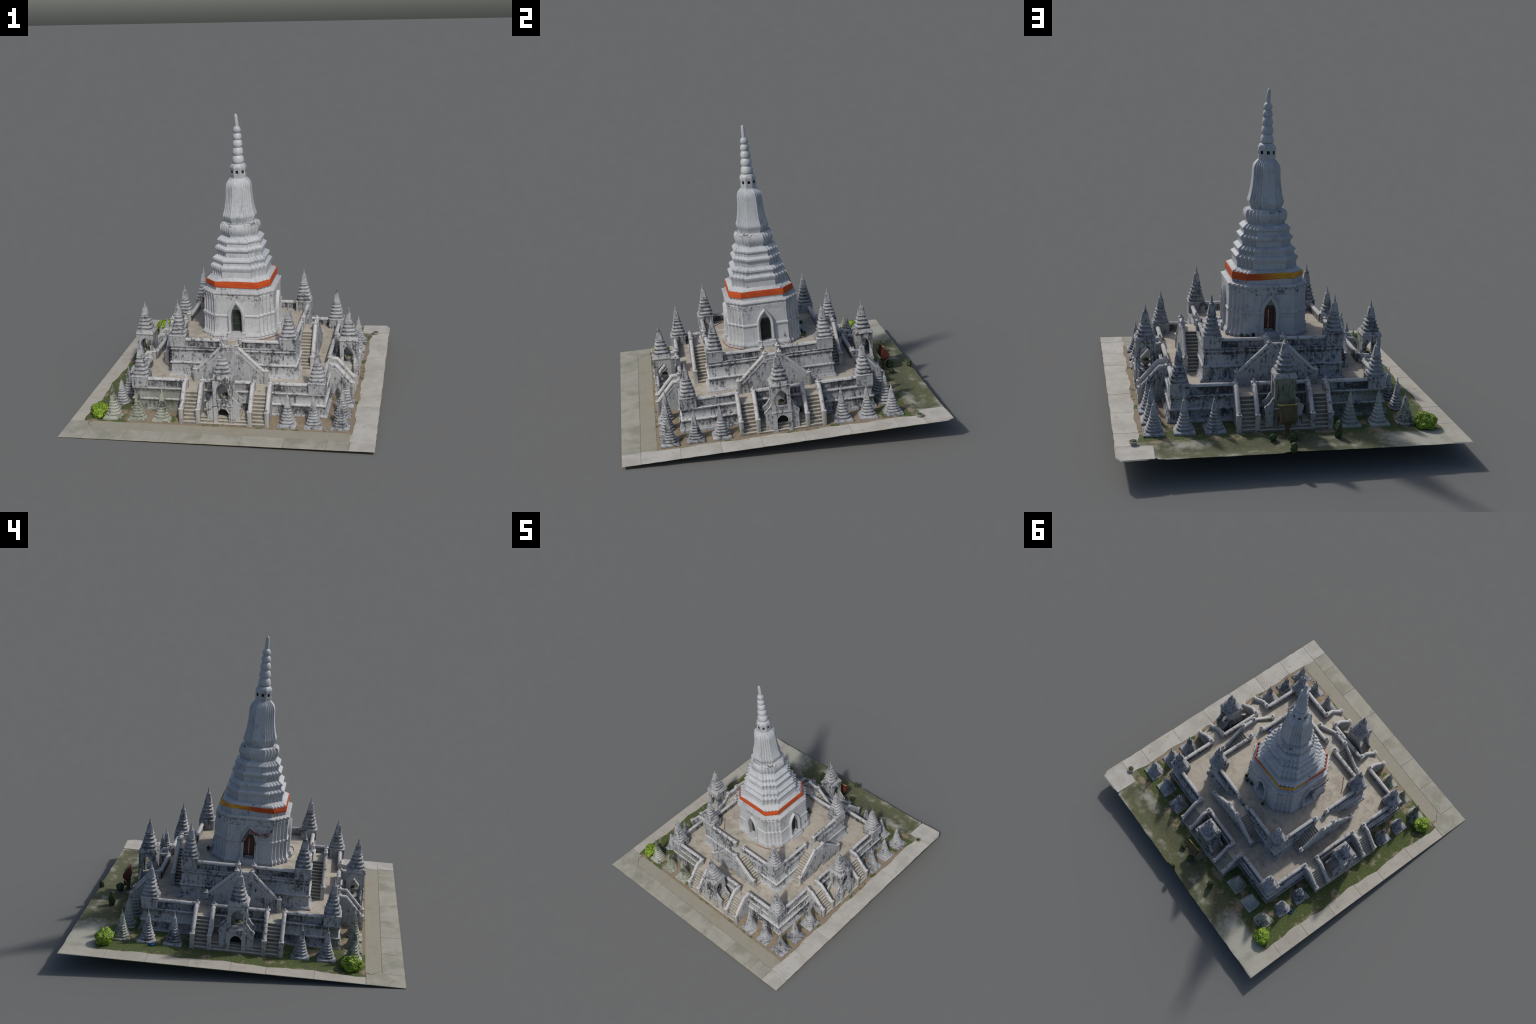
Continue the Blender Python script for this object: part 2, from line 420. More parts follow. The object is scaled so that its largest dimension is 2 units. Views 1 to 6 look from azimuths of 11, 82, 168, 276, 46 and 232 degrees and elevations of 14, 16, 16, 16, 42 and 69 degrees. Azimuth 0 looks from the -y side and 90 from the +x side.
# south walk: row of broad slabs, then brick pavers
xs = [-0.80, -0.56, -0.33, -0.10, 0.14, 0.392, 0.638, 0.765]
for a, b_ in zip(xs[:-1], xs[1:]):
    slab('paving_slab', [(a + g, south_y(a)), (b_ - g, south_y(b_)), (b_ - g, -0.862), (a + g, -0.862)], 0.0006 * random.random(), M_CONC_S)
slab('paving_slab', [(-0.939, south_y(-0.939)), (-0.80 - g, south_y(-0.80)), (-0.80 - g, -0.862), (-0.765, -0.858), (-0.822, -0.805), (-0.822, -0.77), (-0.878, -0.77), (west_x(-0.77), -0.77)], 0.0003, M_CONC_S)
pv = [(-0.762, -0.8605), (0.764, -0.8605), (0.764, -0.766), (-0.80, -0.766), (-0.82, -0.80)]
pb = B(M_PAVER); pb.loft([lay(pv, -0.004), lay(pv, -0.0002)]); place(pb.mesh('brick_paving', 0), 'brick_paving', ground)
# east walk: pale concrete, irregular inner edge against the earth
ys = [-0.862, -0.63, -0.392, -0.15, 0.10, 0.379, 0.664, 0.83]
slab('paving_slab', [(0.767, south_y(0.767)), (0.911, south_y(0.911)), (east_x(-0.862), -0.862 - g), (0.767, -0.862 - g)], 0.0006, M_CONC_E)
rnd = random.Random(8)
def e_in(y): return 0.768 + 0.006 * math.sin(y * 17) + 0.004 * math.sin(y * 41 + 1)
for a, b_ in zip(ys[:-1], ys[1:]):
    n = 5; inner = [(e_in(lerp(b_ - g, a + g, i / n)), lerp(b_ - g, a + g, i / n)) for i in range(n + 1)]
    bite = [(east_x(lerp(a, b_, t)) - rnd.random() ** 2 * 0.004, lerp(a, b_, t)) for t in (0.22, 0.4, 0.55, 0.8)]
    slab('paving_slab', [(east_x(a) - 0.003, a + g)] + bite + [(east_x(b_) - 0.003, b_ - g)] + inner, 0.0008 * rnd.random(), M_CONC_E)
slab('paving_slab', [(0.70, 0.832), (east_x(0.832) - 0.003, 0.832), (0.889, 0.955), (0.866, 0.998), (0.702, 0.990)], 0.0008, M_CONC_E)
# west walk
ys = [-0.768, -0.477, -0.205, -0.003, 0.239, 0.48, 0.72, 0.978]
def w_in(y): return -0.855 + 0.007 * math.sin(y * 13 + 1) + 0.005 * math.sin(y * 37)
for a, b_ in zip(ys[:-1], ys[1:]):
    n = 5; inner = [(w_in(lerp(a + g, b_ - g, i / n)), lerp(a + g, b_ - g, i / n)) for i in range(n + 1)]
    slab('paving_slab', inner + [(west_x(b_), b_ - g), (west_x(a), a + g)], 0.0006 * rnd.random(), M_CONC_W)

# ------------------------------------------------------------------ lower terrace
LF, UF = 0.163, 0.356                        # floor heights
low = B(M_WALL, M_FLOOR, M_BAND, M_RAIL)
low.loft([sq(a + 0.003, z) for a, z in [(0.604, -0.006), (0.604, 0.026), (0.600, 0.029), (0.600, 0.034), (0.591, 0.037), (0.588, 0.075), (0.595, 0.081),
    (0.595, 0.088), (0.586, 0.093), (0.583, 0.118), (0.583, 0.134), (0.586, 0.137), (0.586, 0.146), (0.592, 0.151), (0.592, 0.158), (0.583, 0.161), (0.576, LF)]], 0, True, 1,
    [0, 0, 0, 2, 2, 2, 0, 3, 0, 0, 2, 2, 2, 2, 3, 2])
lower = place(low.mesh('lower_terrace', bevel=0.0012), 'lower_terrace', root, (CX - 0.002, CY - 0.003, 0))
up = B(M_WALL, M_FLOOR, M_BAND, M_RAIL)
up.loft([sq(a + 0.004, z) for a, z in [(0.406, LF - 0.004), (0.406, 0.173), (0.402, 0.176), (0.399, 0.184), (0.392, 0.188), (0.389, 0.238), (0.397, 0.245),
    (0.397, 0.253), (0.388, 0.258), (0.385, 0.316), (0.385, 0.328), (0.391, 0.333), (0.391, 0.340), (0.387, 0.342), (0.387, 0.348), (0.391, 0.351), (0.391, 0.354), (0.372, UF)]], 0, True, 1,
    [3, 3, 0, 0, 0, 2, 0, 3, 0, 2, 2, 0, 2, 2, 2, 3, 0])
upper = place(up.mesh('upper_terrace', bevel=0.0012), 'upper_terrace', root, (CX - 0.002, CY - 0.003, 0))

def parapet_mesh(length, z0, z1, y0, y1, name, panels=2):
    """stained parapet wall along x with sunk panels on the outer (-y) side"""
    b = B(M_PARA, M_RAIL); h = length / 2
    b.box(-h, h, y0 + 0.004, y1, z0, z1)
    b.box(-h, h, y0, y0 + 0.005, z0, z0 + 0.007); b.box(-h, h, y0, y0 + 0.005, z1 - 0.006, z1)
    for k in range(panels + 1):
        x = -h + (length) * k / panels
        b.box(max(-h, x - 0.005), min(h, x + 0.005), y0, y0 + 0.005, z0 + 0.0065, z1 - 0.0055)
    return b.mesh(name, bevel=0.0006)

def rail_mesh(length, w, h, name):
    b = B(M_RAIL); n = 9; rn = random.Random(int(length * 1e4))
    path = [(-length / 2 + length * i / n, 0, (rn.random() - 0.5) * 0.0016) for i in range(n + 1)]
    b.sweep(path, halfround(w, h, 8, 0.004), (0, 1, 0))
    return b.mesh(name, 50)

def post_mesh(name, half, z0, z1, ztop, mat=None):
    """square newel with a moulded cap and a bud finial"""
    b = B(mat or M_RAIL)
    b.loft([sq(half, z0), sq(half, z1 - 0.006), sq(half * 1.22, z1 - 0.003), sq(half * 1.22, z1), sq(half * 0.7, z1 + 0.004)])
    f = ztop - z1 - 0.004; r = half * 0.62
    b.loft([circ(r * k, z1 + 0.0035 + f * t, 8) for t, k in ((0, 0.75), (0.22, 1.05), (0.42, 0.9), (0.6, 0.55), (0.7, 0.62), (0.88, 0.45), (1, 0.12))])
    return b.mesh(name, 45, 0.0008)

RX = (0, 0.5 * PI, PI, 1.5 * PI)
def on_side(k, x, y, z=0):
    """point given for the south side -> side k"""
    c, s = round(math.cos(RX[k])), round(math.sin(RX[k]))
    return (x * c - y * s, x * s + y * c, z)

PARA_L = parapet_mesh(0.238, LF - 0.006, 0.205, -0.0105, 0.0105, 'parapet_wall')
RAIL_L = rail_mesh(0.240, 0.0130, 0.0115, 'parapet_rail')
PARA_LC = parapet_mesh(0.288, LF - 0.006, 0.205, -0.0105, 0.0105, 'parapet_wall', 3)
RAIL_LC = rail_mesh(0.290, 0.0130, 0.0115, 'parapet_rail')
POST_L = post_mesh('terrace_post', 0.0125, LF - 0.01, 0.221, 0.243)
NEWEL_L = post_mesh('newel_post', 0.0125, -0.004, 0.096, 0.113)
PARA_U = parapet_mesh(0.240, UF - 0.006, 0.393, -0.0100, 0.0100, 'parapet_wall')
RAIL_U = rail_mesh(0.242, 0.0125, 0.0115, 'parapet_rail')
POST_U = post_mesh('terrace_post', 0.0120, UF - 0.01, 0.413, 0.436)
POST_M = post_mesh('terrace_post', 0.0115, 0.345, 0.409, 0.428)
NEWEL_U = post_mesh('newel_post', 0.0125, LF - 0.004, 0.249, 0.268)

# corner pedestals under the corner stupas
def pedestal_mesh(half, z0, z1, name):
    b = B(M_WALL)
    b.loft([sq(half * 0.985, z0), sq(half * 0.985, z1 - 0.007), sq(half * 1.03, z1 - 0.004), sq(half * 1.03, z1), sq(half * 1.0, z1 + 0.001)])
    return b.mesh(name, 40, 0.001)
PED_L = pedestal_mesh(0.0510, LF - 0.003, 0.229, 'corner_pedestal')
PED_U = pedestal_mesh(0.0510, UF - 0.003, 0.425, 'corner_pedestal')

# lower stair flights and their walls
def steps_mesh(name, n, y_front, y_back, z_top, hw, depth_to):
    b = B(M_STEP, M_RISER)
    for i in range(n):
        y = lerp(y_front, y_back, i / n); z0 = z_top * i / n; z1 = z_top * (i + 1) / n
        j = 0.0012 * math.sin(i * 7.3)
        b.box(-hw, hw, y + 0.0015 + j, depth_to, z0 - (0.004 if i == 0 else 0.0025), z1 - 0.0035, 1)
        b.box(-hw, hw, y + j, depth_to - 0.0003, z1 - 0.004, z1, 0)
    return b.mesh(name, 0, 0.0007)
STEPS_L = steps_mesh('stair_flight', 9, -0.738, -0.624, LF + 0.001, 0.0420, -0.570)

def stair_wall_mesh():
    b = B(M_WALL, M_RAIL)
    t = 0.0095
    b.prism([(-0.575, -0.004), (-0.575, 0.206), (-0.622, 0.203), (-0.722, 0.090), (-0.722, -0.004)], -t, t, 'x', 0)
    b.sweep([(0, -0.585, 0.209), (0, -0.620, 0.208), (0, -0.723, 0.090)], halfround(0.0122, 0.0115, 8, 0.004), (1, 0, 0), 1)
    for s in (-1, 1):     # moulding under the coping
        b.sweep([(s * t, -0.592, 0.184), (s * t, -0.618, 0.183), (s * t, -0.716, 0.071)], [(-0.002, -0.003), (0.002, -0.003), (0.002, 0.002), (-0.002, 0.002)], (1, 0, 0), 1)
    return b.mesh('stair_wall', 45)
WALL_L = stair_wall_mesh()

# upper double stair: shared landing, two flights, parting wall with arched passage
def upper_wall_mesh():
    b = B(M_WALL, M_RAIL); y0, y1 = -0.4810, -0.4620
    b.arch_wall(0.046, LF - 0.003, 0.398, 0.029, 0.190, 0.215, y0, y1, True, 0)
    for s in (-1, 1):
        b.prism([(s * 0.046, LF - 0.003), (s * 0.212, LF - 0.003), (s * 0.212, 0.240), (s * 0.060, 0.388), (s * 0.046, 0.396)], y0, y1, 'y', 0)
        ym = (y0 + y1) / 2
        b.sweep([(s * 0.050, ym, 0.394), (s * 0.216, ym, 0.236)], halfround(0.0118, 0.010, 8, 0.004), (0, 1, 0), 1)
        b.sweep([(s * 0.050, y0, 0.365), (s * 0.208, y0, 0.212)], [(-0.0025, -0.003), (0.002, -0.003), (0.002, 0.003), (-0.0025, 0.003)], (0, 1, 0), 1)
    b.sweep([(-0.046, (y0 + y1) / 2, 0.396), (0.046, (y0 + y1) / 2, 0.396)], halfround(0.0118, 0.009, 8, 0.004), (0, 1, 0), 1)
    b.sweep([(-0.050, y0, 0.366), (0.050, y0, 0.366)], [(-0.0025, -0.003), (0.002, -0.003), (0.002, 0.003), (-0.0025, 0.003)], (0, 1, 0), 1)
    return b.mesh('stair_wall', 45)
WALL_U = upper_wall_mesh()

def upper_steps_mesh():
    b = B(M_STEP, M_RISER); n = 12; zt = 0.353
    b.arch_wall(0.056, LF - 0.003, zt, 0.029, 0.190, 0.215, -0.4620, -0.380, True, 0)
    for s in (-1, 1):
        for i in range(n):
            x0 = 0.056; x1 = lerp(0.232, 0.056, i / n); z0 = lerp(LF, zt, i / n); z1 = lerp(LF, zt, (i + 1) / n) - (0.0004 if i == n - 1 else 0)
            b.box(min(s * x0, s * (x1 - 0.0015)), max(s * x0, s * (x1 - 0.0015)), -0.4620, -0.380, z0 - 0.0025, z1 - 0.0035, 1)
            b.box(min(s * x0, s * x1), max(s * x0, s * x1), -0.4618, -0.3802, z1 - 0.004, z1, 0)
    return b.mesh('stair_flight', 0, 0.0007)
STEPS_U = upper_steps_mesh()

# stair pairs are not quite centred: sideways shift, inner and outer wall distance for south, east, north, west
STAIR = ((0.005, 0.1565, 0.260), (0.004, 0.1495, 0.2505), (0.004, 0.1480, 0.2480), (0.002, 0.1600, 0.261))
for k in range(4):
    rz = RX[k]; sh_, xi, xo = STAIR[k]
    for s in (-1, 1):
        place(PARA_L, 'parapet_wall', lower, on_side(k, s * 0.376, -0.5665), rz)
        place(RAIL_L, 'parapet_rail', lower, on_side(k, s * 0.376, -0.5665, 0.2080), rz)
        for x in (xi, xo):
            place(POST_L, 'terrace_post', lower, on_side(k, sh_ + s * x, -0.575), rz)
            place(NEWEL_L, 'newel_post', lower, on_side(k, sh_ + s * x, -0.7255), rz)
            place(WALL_L, 'stair_wall', lower, on_side(k, sh_ + s * x, 0), rz)
        place(STEPS_L, 'stair_flight', lower, on_side(k, sh_ + s * (xi + xo) / 2, 0), rz)
        place(PARA_U, 'parapet_wall', upper, on_side(k, s * 0.175, -0.3740), rz)
        place(RAIL_U, 'parapet_rail', upper, on_side(k, s * 0.175, -0.3740, 0.3960), rz)
        place(POST_U, 'terrace_post', upper, on_side(k, s * 0.0475, -0.3820), rz)
        place(POST_M, 'terrace_post', upper, on_side(k, s * 0.0455, -0.4715), rz)
        place(NEWEL_U, 'newel_post', upper, on_side(k, s * 0.2195, -0.4715), rz)
    place(PARA_LC, 'parapet_wall', lower, on_side(k, 0, -0.5665), rz)
    place(RAIL_LC, 'parapet_rail', lower, on_side(k, 0, -0.5665, 0.2080), rz)
    place(WALL_U, 'stair_wall', upper, (0, 0, 0), rz)
    place(STEPS_U, 'stair_flight', upper, (0, 0, 0), rz)
    place(PED_L, 'corner_pedestal', lower, on_side(k, 0.5445, -0.5445), rz)
    place(PED_U, 'corner_pedestal', upper, on_side(k, 0.3465, -0.3465), rz)

# ------------------------------------------------------------------ small stupas
def stupa_mesh(name, half, height, env, tiers, h0, h1, hb, r=0.62, relief=0.8, slab=True, mat=None, mat2=None):
    """stepped stupa of unit height, half width 1: slab, receding tiers, bell, ringed spire.
    env: list of (height, half width) of the outline"""
    def e(h):
        for (a, p), (b_, q) in zip(env[:-1], env[1:]):
            if h <= b_: return lerp(p, q, (h - a) / (b_ - a))
        return env[-1][1]
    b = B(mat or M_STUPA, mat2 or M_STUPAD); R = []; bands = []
    if slab:
        b.loft([sq(1.0, -0.02), sq(1.0, 0.028), sq(0.97, 0.036), sq(0.80, h0 + 0.004)])
    for k in range(tiers):
        t0 = lerp(h0, h1, k / tiers); t1 = lerp(h0, h1, (k + 1) / tiers); d = t1 - t0
        a = e(lerp(t0, t1, 0.7)); c = e(lerp(t0, t1, 1.5)); p = e(lerp(t0, t1, 0.15))
        lip = lerp(a, p, 0.35); inn = lerp(lerp(a, c, 0.5), a * 0.90, relief); nxt = lerp(c, c * 0.90, relief)
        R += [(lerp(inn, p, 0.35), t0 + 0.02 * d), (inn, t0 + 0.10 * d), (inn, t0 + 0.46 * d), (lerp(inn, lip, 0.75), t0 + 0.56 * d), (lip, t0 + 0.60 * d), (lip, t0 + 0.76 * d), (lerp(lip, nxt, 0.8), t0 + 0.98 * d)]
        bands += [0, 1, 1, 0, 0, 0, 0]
    a = e(h1)
    R += [(a * 0.96, h1), (a * 1.0, h1 + 0.012), (a * 0.90, h1 + 0.05)]
    top = e(hb)
    R += [(lerp(a * 0.9, top, 0.45), lerp(h1, hb, 0.5)), (top * 1.06, hb - 0.03), (top * 1.0, hb - 0.006), (top * 0.78, hb + 0.004)]
    bands += [0] * (len(R) - 1 - len(bands))
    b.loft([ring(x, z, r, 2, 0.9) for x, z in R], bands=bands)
    s = top * 0.72; L = 1 - hb; rr = []
    for k in range(4):
        z = hb + L * 0.16 * k; q = s * (1 - 0.17 * k)
        rr += [(q * 0.8, z), (q, z + L * 0.05), (q * 0.97, z + L * 0.10), (q * 0.74, z + L * 0.155)]
    rr += [(s * 0.36, hb + L * 0.68), (s * 0.22, hb + L * 0.9), (s * 0.05, 1.0)]
    b.loft([circ(q, z, 10) for q, z in rr])
    me = b.mesh(name, 32)
    me.transform(Matrix.Diagonal((half, half, height, 1)))
    return me

ENV_C = [(0, 0.97), (0.05, 0.97), (0.10, 0.90), (0.2, 0.79), (0.3, 0.68), (0.4, 0.575), (0.5, 0.475), (0.55, 0.43), (0.8, 0.25), (1, 0.02)]
ENV_G = [(0, 0.90), (0.06, 0.86), (0.12, 0.75), (0.2, 0.63), (0.3, 0.53), (0.4, 0.44), (0.5, 0.345), (0.54, 0.32), (0.8, 0.17), (1, 0.02)]
ENV_S = [(0, 0.90), (0.06, 0.84), (0.12, 0.72), (0.2, 0.60), (0.3, 0.50), (0.4, 0.41), (0.5, 0.33), (0.6, 0.27), (0.8, 0.15), (1, 0.02)]
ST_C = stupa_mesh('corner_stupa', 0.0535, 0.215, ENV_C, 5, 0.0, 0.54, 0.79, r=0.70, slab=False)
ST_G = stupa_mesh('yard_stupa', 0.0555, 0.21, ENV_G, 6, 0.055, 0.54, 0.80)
ST_S = stupa_mesh('yard_stupa', 0.0555, 0.21, ENV_S, 6, 0.05, 0.62, 0.82, relief=0.35, mat=M_PALEMOSS, mat2=M_PALEMOSS)  # shallow relief carries over the scan's softening
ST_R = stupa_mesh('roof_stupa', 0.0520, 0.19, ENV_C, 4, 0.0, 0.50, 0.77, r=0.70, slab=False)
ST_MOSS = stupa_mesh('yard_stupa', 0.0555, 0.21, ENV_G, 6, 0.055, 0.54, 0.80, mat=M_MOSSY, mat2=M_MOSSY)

rnd = random.Random(21)
def jrot(a=0.012): return ((rnd.random() - .5) * a, (rnd.random() - .5) * a, (rnd.random() - .5) * 0.05)
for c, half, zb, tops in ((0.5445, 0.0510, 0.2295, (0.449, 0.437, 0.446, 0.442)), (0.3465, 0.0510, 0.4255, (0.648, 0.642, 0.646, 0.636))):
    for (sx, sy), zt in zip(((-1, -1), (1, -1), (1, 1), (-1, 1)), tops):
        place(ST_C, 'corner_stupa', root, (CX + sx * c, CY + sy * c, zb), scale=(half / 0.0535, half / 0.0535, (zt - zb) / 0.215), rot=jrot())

YARD = [(0.381, -0.692, 0.220), (0.536, -0.692, 0.209), (0.694, -0.688, 0.190), (0.690, -0.533, 0.195), (0.691, -0.376, 0.214),
        (0.689, 0.362, 0.228), (0.688, 0.518, 0.218), (0.686, 0.674, 0.195), (-0.382, -0.690, 0.206), (-0.535, -0.690, 0.200),
        (-0.688, -0.690, 0.226), (-0.684, -0.386, 0.207), (-0.683, -0.538, 0.203), (-0.682, 0.364, 0.203), (-0.684, 0.521, 0.203),
        (-0.682, 0.676, 0.180), (-0.529, 0.674, 0.209), (-0.367, 0.672, 0.210), (0.367, 0.675, 0.218), (0.527, 0.672, 0.217)]
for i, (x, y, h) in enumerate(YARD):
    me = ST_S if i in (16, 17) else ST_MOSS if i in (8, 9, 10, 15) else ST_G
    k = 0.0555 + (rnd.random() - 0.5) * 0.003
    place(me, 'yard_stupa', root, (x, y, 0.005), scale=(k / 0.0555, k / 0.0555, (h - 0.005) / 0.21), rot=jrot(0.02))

# ------------------------------------------------------------------ gate towers
def gate_mesh(mat, front_closed):
    b = B(mat, M_DARK, M_STEP, M_GATEMOSS); H = 0.0575; t = 0.014; fm = 3 if front_closed else 0
    # podium: arched ground storey, near-black block painted as the passage's shade
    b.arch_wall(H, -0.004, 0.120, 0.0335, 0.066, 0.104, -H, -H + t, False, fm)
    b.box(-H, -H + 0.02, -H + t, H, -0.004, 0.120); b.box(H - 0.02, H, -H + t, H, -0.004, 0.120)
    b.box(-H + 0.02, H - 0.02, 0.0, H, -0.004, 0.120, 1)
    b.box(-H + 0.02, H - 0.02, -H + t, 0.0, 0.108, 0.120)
    for s in (-1, 1): b.box(s * 0.046 - 0.0145, s * 0.046 + 0.0145, -H - 0.003, -H + 0.012, -0.004, 0.012)
    b.loft([sq(H, 0.1195), sq(H + 0.004, 0.122), sq(H + 0.004, 0.127), sq(H - 0.001, 0.129)])
    # upper storey: four corner piers joined by pointed arches
    z0, z1 = 0.128, 0.288
    if front_closed:  # closed front carries over a scan fault; its moss is real
        b.box(-H + 0.001, H - 0.001, -H + 0.001, -H + t, z0, z1, 3)
        b.box(-0.036, 0.036, -H - 0.001, -H + 0.004, 0.158, 0.268, 3)
    else:
        b.arch_wall(H - 0.001, 0.164, z1, 0.0345, 0.222, 0.267, -H + 0.001, -H + t, True, 0)
        for s in (-1, 1): b.box(s * 0.046 - 0.0105, s * 0.046 + 0.0105, -H + 0.001, -H + t, z0, 0.165)
        b.box(-0.036, 0.036, -H, -H + t - 0.002, 0.157, 0.166)
        b.box(-0.036, 0.036, -H, -H + t - 0.002, z0, 0.136)
        for i in range(9):
            x = -0.030 + 0.0075 * i
            b.box(x - 0.0019, x + 0.0019, -H + 0.003, -H + 0.008, 0.1355, 0.1575)
    b.box(-H + 0.001, H - 0.001, H - t, H - 0.001, z0, z1)
    for s in (-1, 1):      # side arches, open to the small side stairs
        c = B(); c.arch_wall(H - t - 0.0005, z0, z1, 0.031, 0.215, 0.264, 0, t - 0.001, True)
        vv = [((s * (H - 0.001) - s * y), x, z) for x, y, z in c.v]
        b.add(vv, c.f, 0)
    # eaves
    b.loft([sq(0.0565, z1 - 0.003), sq(0.0615, 0.2905), sq(0.0615, 0.2985), sq(0.0570, 0.3015), sq(0.0570, 0.3085), sq(0.0530, 0.3115), sq(0.0530, 0.3155)])
    return b.mesh('gate_tower', 40, 0.0009)
GATE = gate_mesh(M_GATE, False)
GATE_N = gate_mesh(M_GATE, True)

def wing_mesh():
    """scrolled balustrade beside the gate: u outwards along x"""
    b = B(M_GATE)
    top = [(0.0, 0.178), (0.006, 0.172), (0.012, 0.163), (0.018, 0.153), (0.024, 0.145), (0.030, 0.140), (0.037, 0.136), (0.044, 0.131), (0.0475, 0.124), (0.0475, 0.112)]
    b.prism([(0.0, 0.0)] + top + [(0.043, 0.100), (0.043, 0.0)], -0.0055, 0.0055, 'y')
    b.sweep([(u, 0, z) for u, z in top[:-1]], [(-0.0075, -0.002), (0.0075, -0.002), (0.0075, 0.002), (0.004, 0.004), (-0.004, 0.004), (-0.0075, 0.002)], (0, 1, 0))
    return b.mesh('scroll_balustrade', 50)
WING = wing_mesh()
sb = B(M_STEP)
for i in range(5): sb.box(0, 0.044 - 0.008 * i, -0.036, 0.036, 0.0 if i == 0 else 0.045 + 0.0165 * i - 0.0175, 0.045 + 0.0165 * (i + 1) - 0.003)
SIDE_STEPS = sb.mesh('side_stair', 0, 0.0008)
ub = B(M_URN, M_DARKBUSH)
ub.loft([circ(r, z, 16, lobe=0.04) for r, z in ((0.012, 0.0), (0.014, 0.004), (0.010, 0.008), (0.020, 0.018), (0.026, 0.030), (0.027, 0.040), (0.0245, 0.041), (0.022, 0.038))])
ub.loft([circ(r, z, 9) for r, z in ((0.021, 0.036), (0.016, 0.046), (0.006, 0.052))], 1)
URN = ub.mesh('urn', 50)
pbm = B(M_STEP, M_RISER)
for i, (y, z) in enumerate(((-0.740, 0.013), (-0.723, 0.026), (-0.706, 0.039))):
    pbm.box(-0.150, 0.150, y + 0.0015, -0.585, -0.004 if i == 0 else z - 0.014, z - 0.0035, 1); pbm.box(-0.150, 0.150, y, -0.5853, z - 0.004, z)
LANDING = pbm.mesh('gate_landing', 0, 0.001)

GATE_AT = (0.676, 0.681, 0.669, 0.673)          # distance of each gate from the centre: south, east, north, west
for k in range(4):
    rz = RX[k]
    x, y, _ = on_side(k, 0, -GATE_AT[k])
    gt = place(GATE_N if k == 2 else GATE, 'gate_tower', root, (CX + x, CY + y, 0), rz)
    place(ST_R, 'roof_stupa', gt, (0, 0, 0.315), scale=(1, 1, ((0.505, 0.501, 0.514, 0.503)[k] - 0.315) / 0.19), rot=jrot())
    for s in (-1, 1):
        for yy in (-0.040, 0.043):
            w = place(WING, 'scroll_balustrade', gt, (s * 0.0565, yy, 0), 0 if s > 0 else PI)
        place(SIDE_STEPS, 'side_stair', gt, (s * 0.0565, 0, 0), 0 if s > 0 else PI)
    if k != 2: place(URN, 'urn', gt, (0.004, 0.006, 0.1285))
    place(LANDING, 'gate_landing', lower, (0, 0, 0), rz)

# ------------------------------------------------------------------ chedi
NB = 4
BODY = [(0.240, 0.350), (0.240, 0.360), (0.236, 0.364), (0.241, 0.369), (0.240, 0.376), (0.233, 0.386), (0.2275, 0.398), (0.2255, 0.492), (0.231, 0.498),
        (0.231, 0.508), (0.2245, 0.514), (0.222, 0.624), (0.2255, 0.629), (0.2255, 0.634), (0.2225, 0.637), (0.2285, 0.646), (0.2305, 0.651), (0.2290, 0.657),
        (0.223, 0.660), (0.206, 0.664), (0.2035, 0.667), (0.2025, 0.722), (0.199, 0.727), (0.176, 0.739)]
bb = B(M_BODY, M_BODYD)
BODY.insert(12, (0.2222, 0.598))
bb.loft([ring(a, z, 0.635, NB, 0.75) for a, z in BODY], bands=[1 if 0.59 < z < 0.645 else 0 for a, z in BODY[:-1]])
body_me = bb.mesh('chedi_body', 32)
cut = []
for k in range(4):
    c = B(M_BODY)
    hw, zf, zs, za = 0.0345, 0.392, 0.500, 0.583
    pts = [(-hw, zf), (hw, zf), (hw, zs)] + [(hw * (1 - (t / 8) ** 2), lerp(zs, za, t / 8)) for t in range(1, 9)]
    pts += [(-x, z) for x, z in pts[-2:2:-1]] + [(-hw, zs)]
    c.prism(pts, -0.30, -0.190, 'y')
    R = Matrix.Rotation(RX[k], 4, 'Z'); me = c.mesh('cutter', 0); me.transform(R); cut.append(me)
body_me = boolean_cut(body_me, cut)
PIV = Vector((CX - 0.004, CY, 0.0))
chedi = place(body_me, 'chedi', root, PIV)
LEAN = (0.0092, 0.0068, 0)                    # the spire leans a touch

up_rot = Matrix.Rotation(LEAN[0], 4, 'X') @ Matrix.Rotation(LEAN[1], 4, 'Y')
PZ = Vector((0, 0, 0.50))
for v in chedi.data.vertices:
    v.co = up_rot @ (v.co - PZ) + PZ if v.co.z > 0.50 else v.co
def chedi_part(b, name, sm=32, bev=0.0):
    me = b.mesh(name, sm, bev)
    me.transform(Matrix.Translation(PZ) @ up_rot @ Matrix.Translation(-PZ))
    return place(me, name, chedi)

TIER1 = [(0.1735, 0.737), (0.1725, 0.774), (0.1755, 0.779), (0.1775, 0.786), (0.1815, 0.795), (0.181, 0.802), (0.1610, 0.815), (0.1595, 0.832), (0.1675, 0.836), (0.1675, 0.846), (0.145, 0.862)]
TIER2 = [(0.1415, 0.860), (0.1405, 0.888), (0.144, 0.892), (0.1525, 0.904), (0.1525, 0.914), (0.1340, 0.927), (0.1320, 0.948), (0.139, 0.953), (0.139, 0.962), (0.116, 0.982)]
LOTUS = [(0.109, 0.980), (0.108, 0.990), (0.114, 1.001), (0.1205, 1.018), (0.122, 1.032), (0.119, 1.050), (0.112, 1.061), (0.102, 1.065), (0.094, 1.067)]
BELL = [(0.088, 1.064), (0.0895, 1.076), (0.096, 1.092), (0.1005, 1.104), (0.1015, 1.112), (0.097, 1.124), (0.091, 1.148), (0.083, 1.195), (0.0785, 1.245), (0.0772, 1.290), (0.0745, 1.308), (0.068, 1.323), (0.057, 1.337), (0.050, 1.345)]
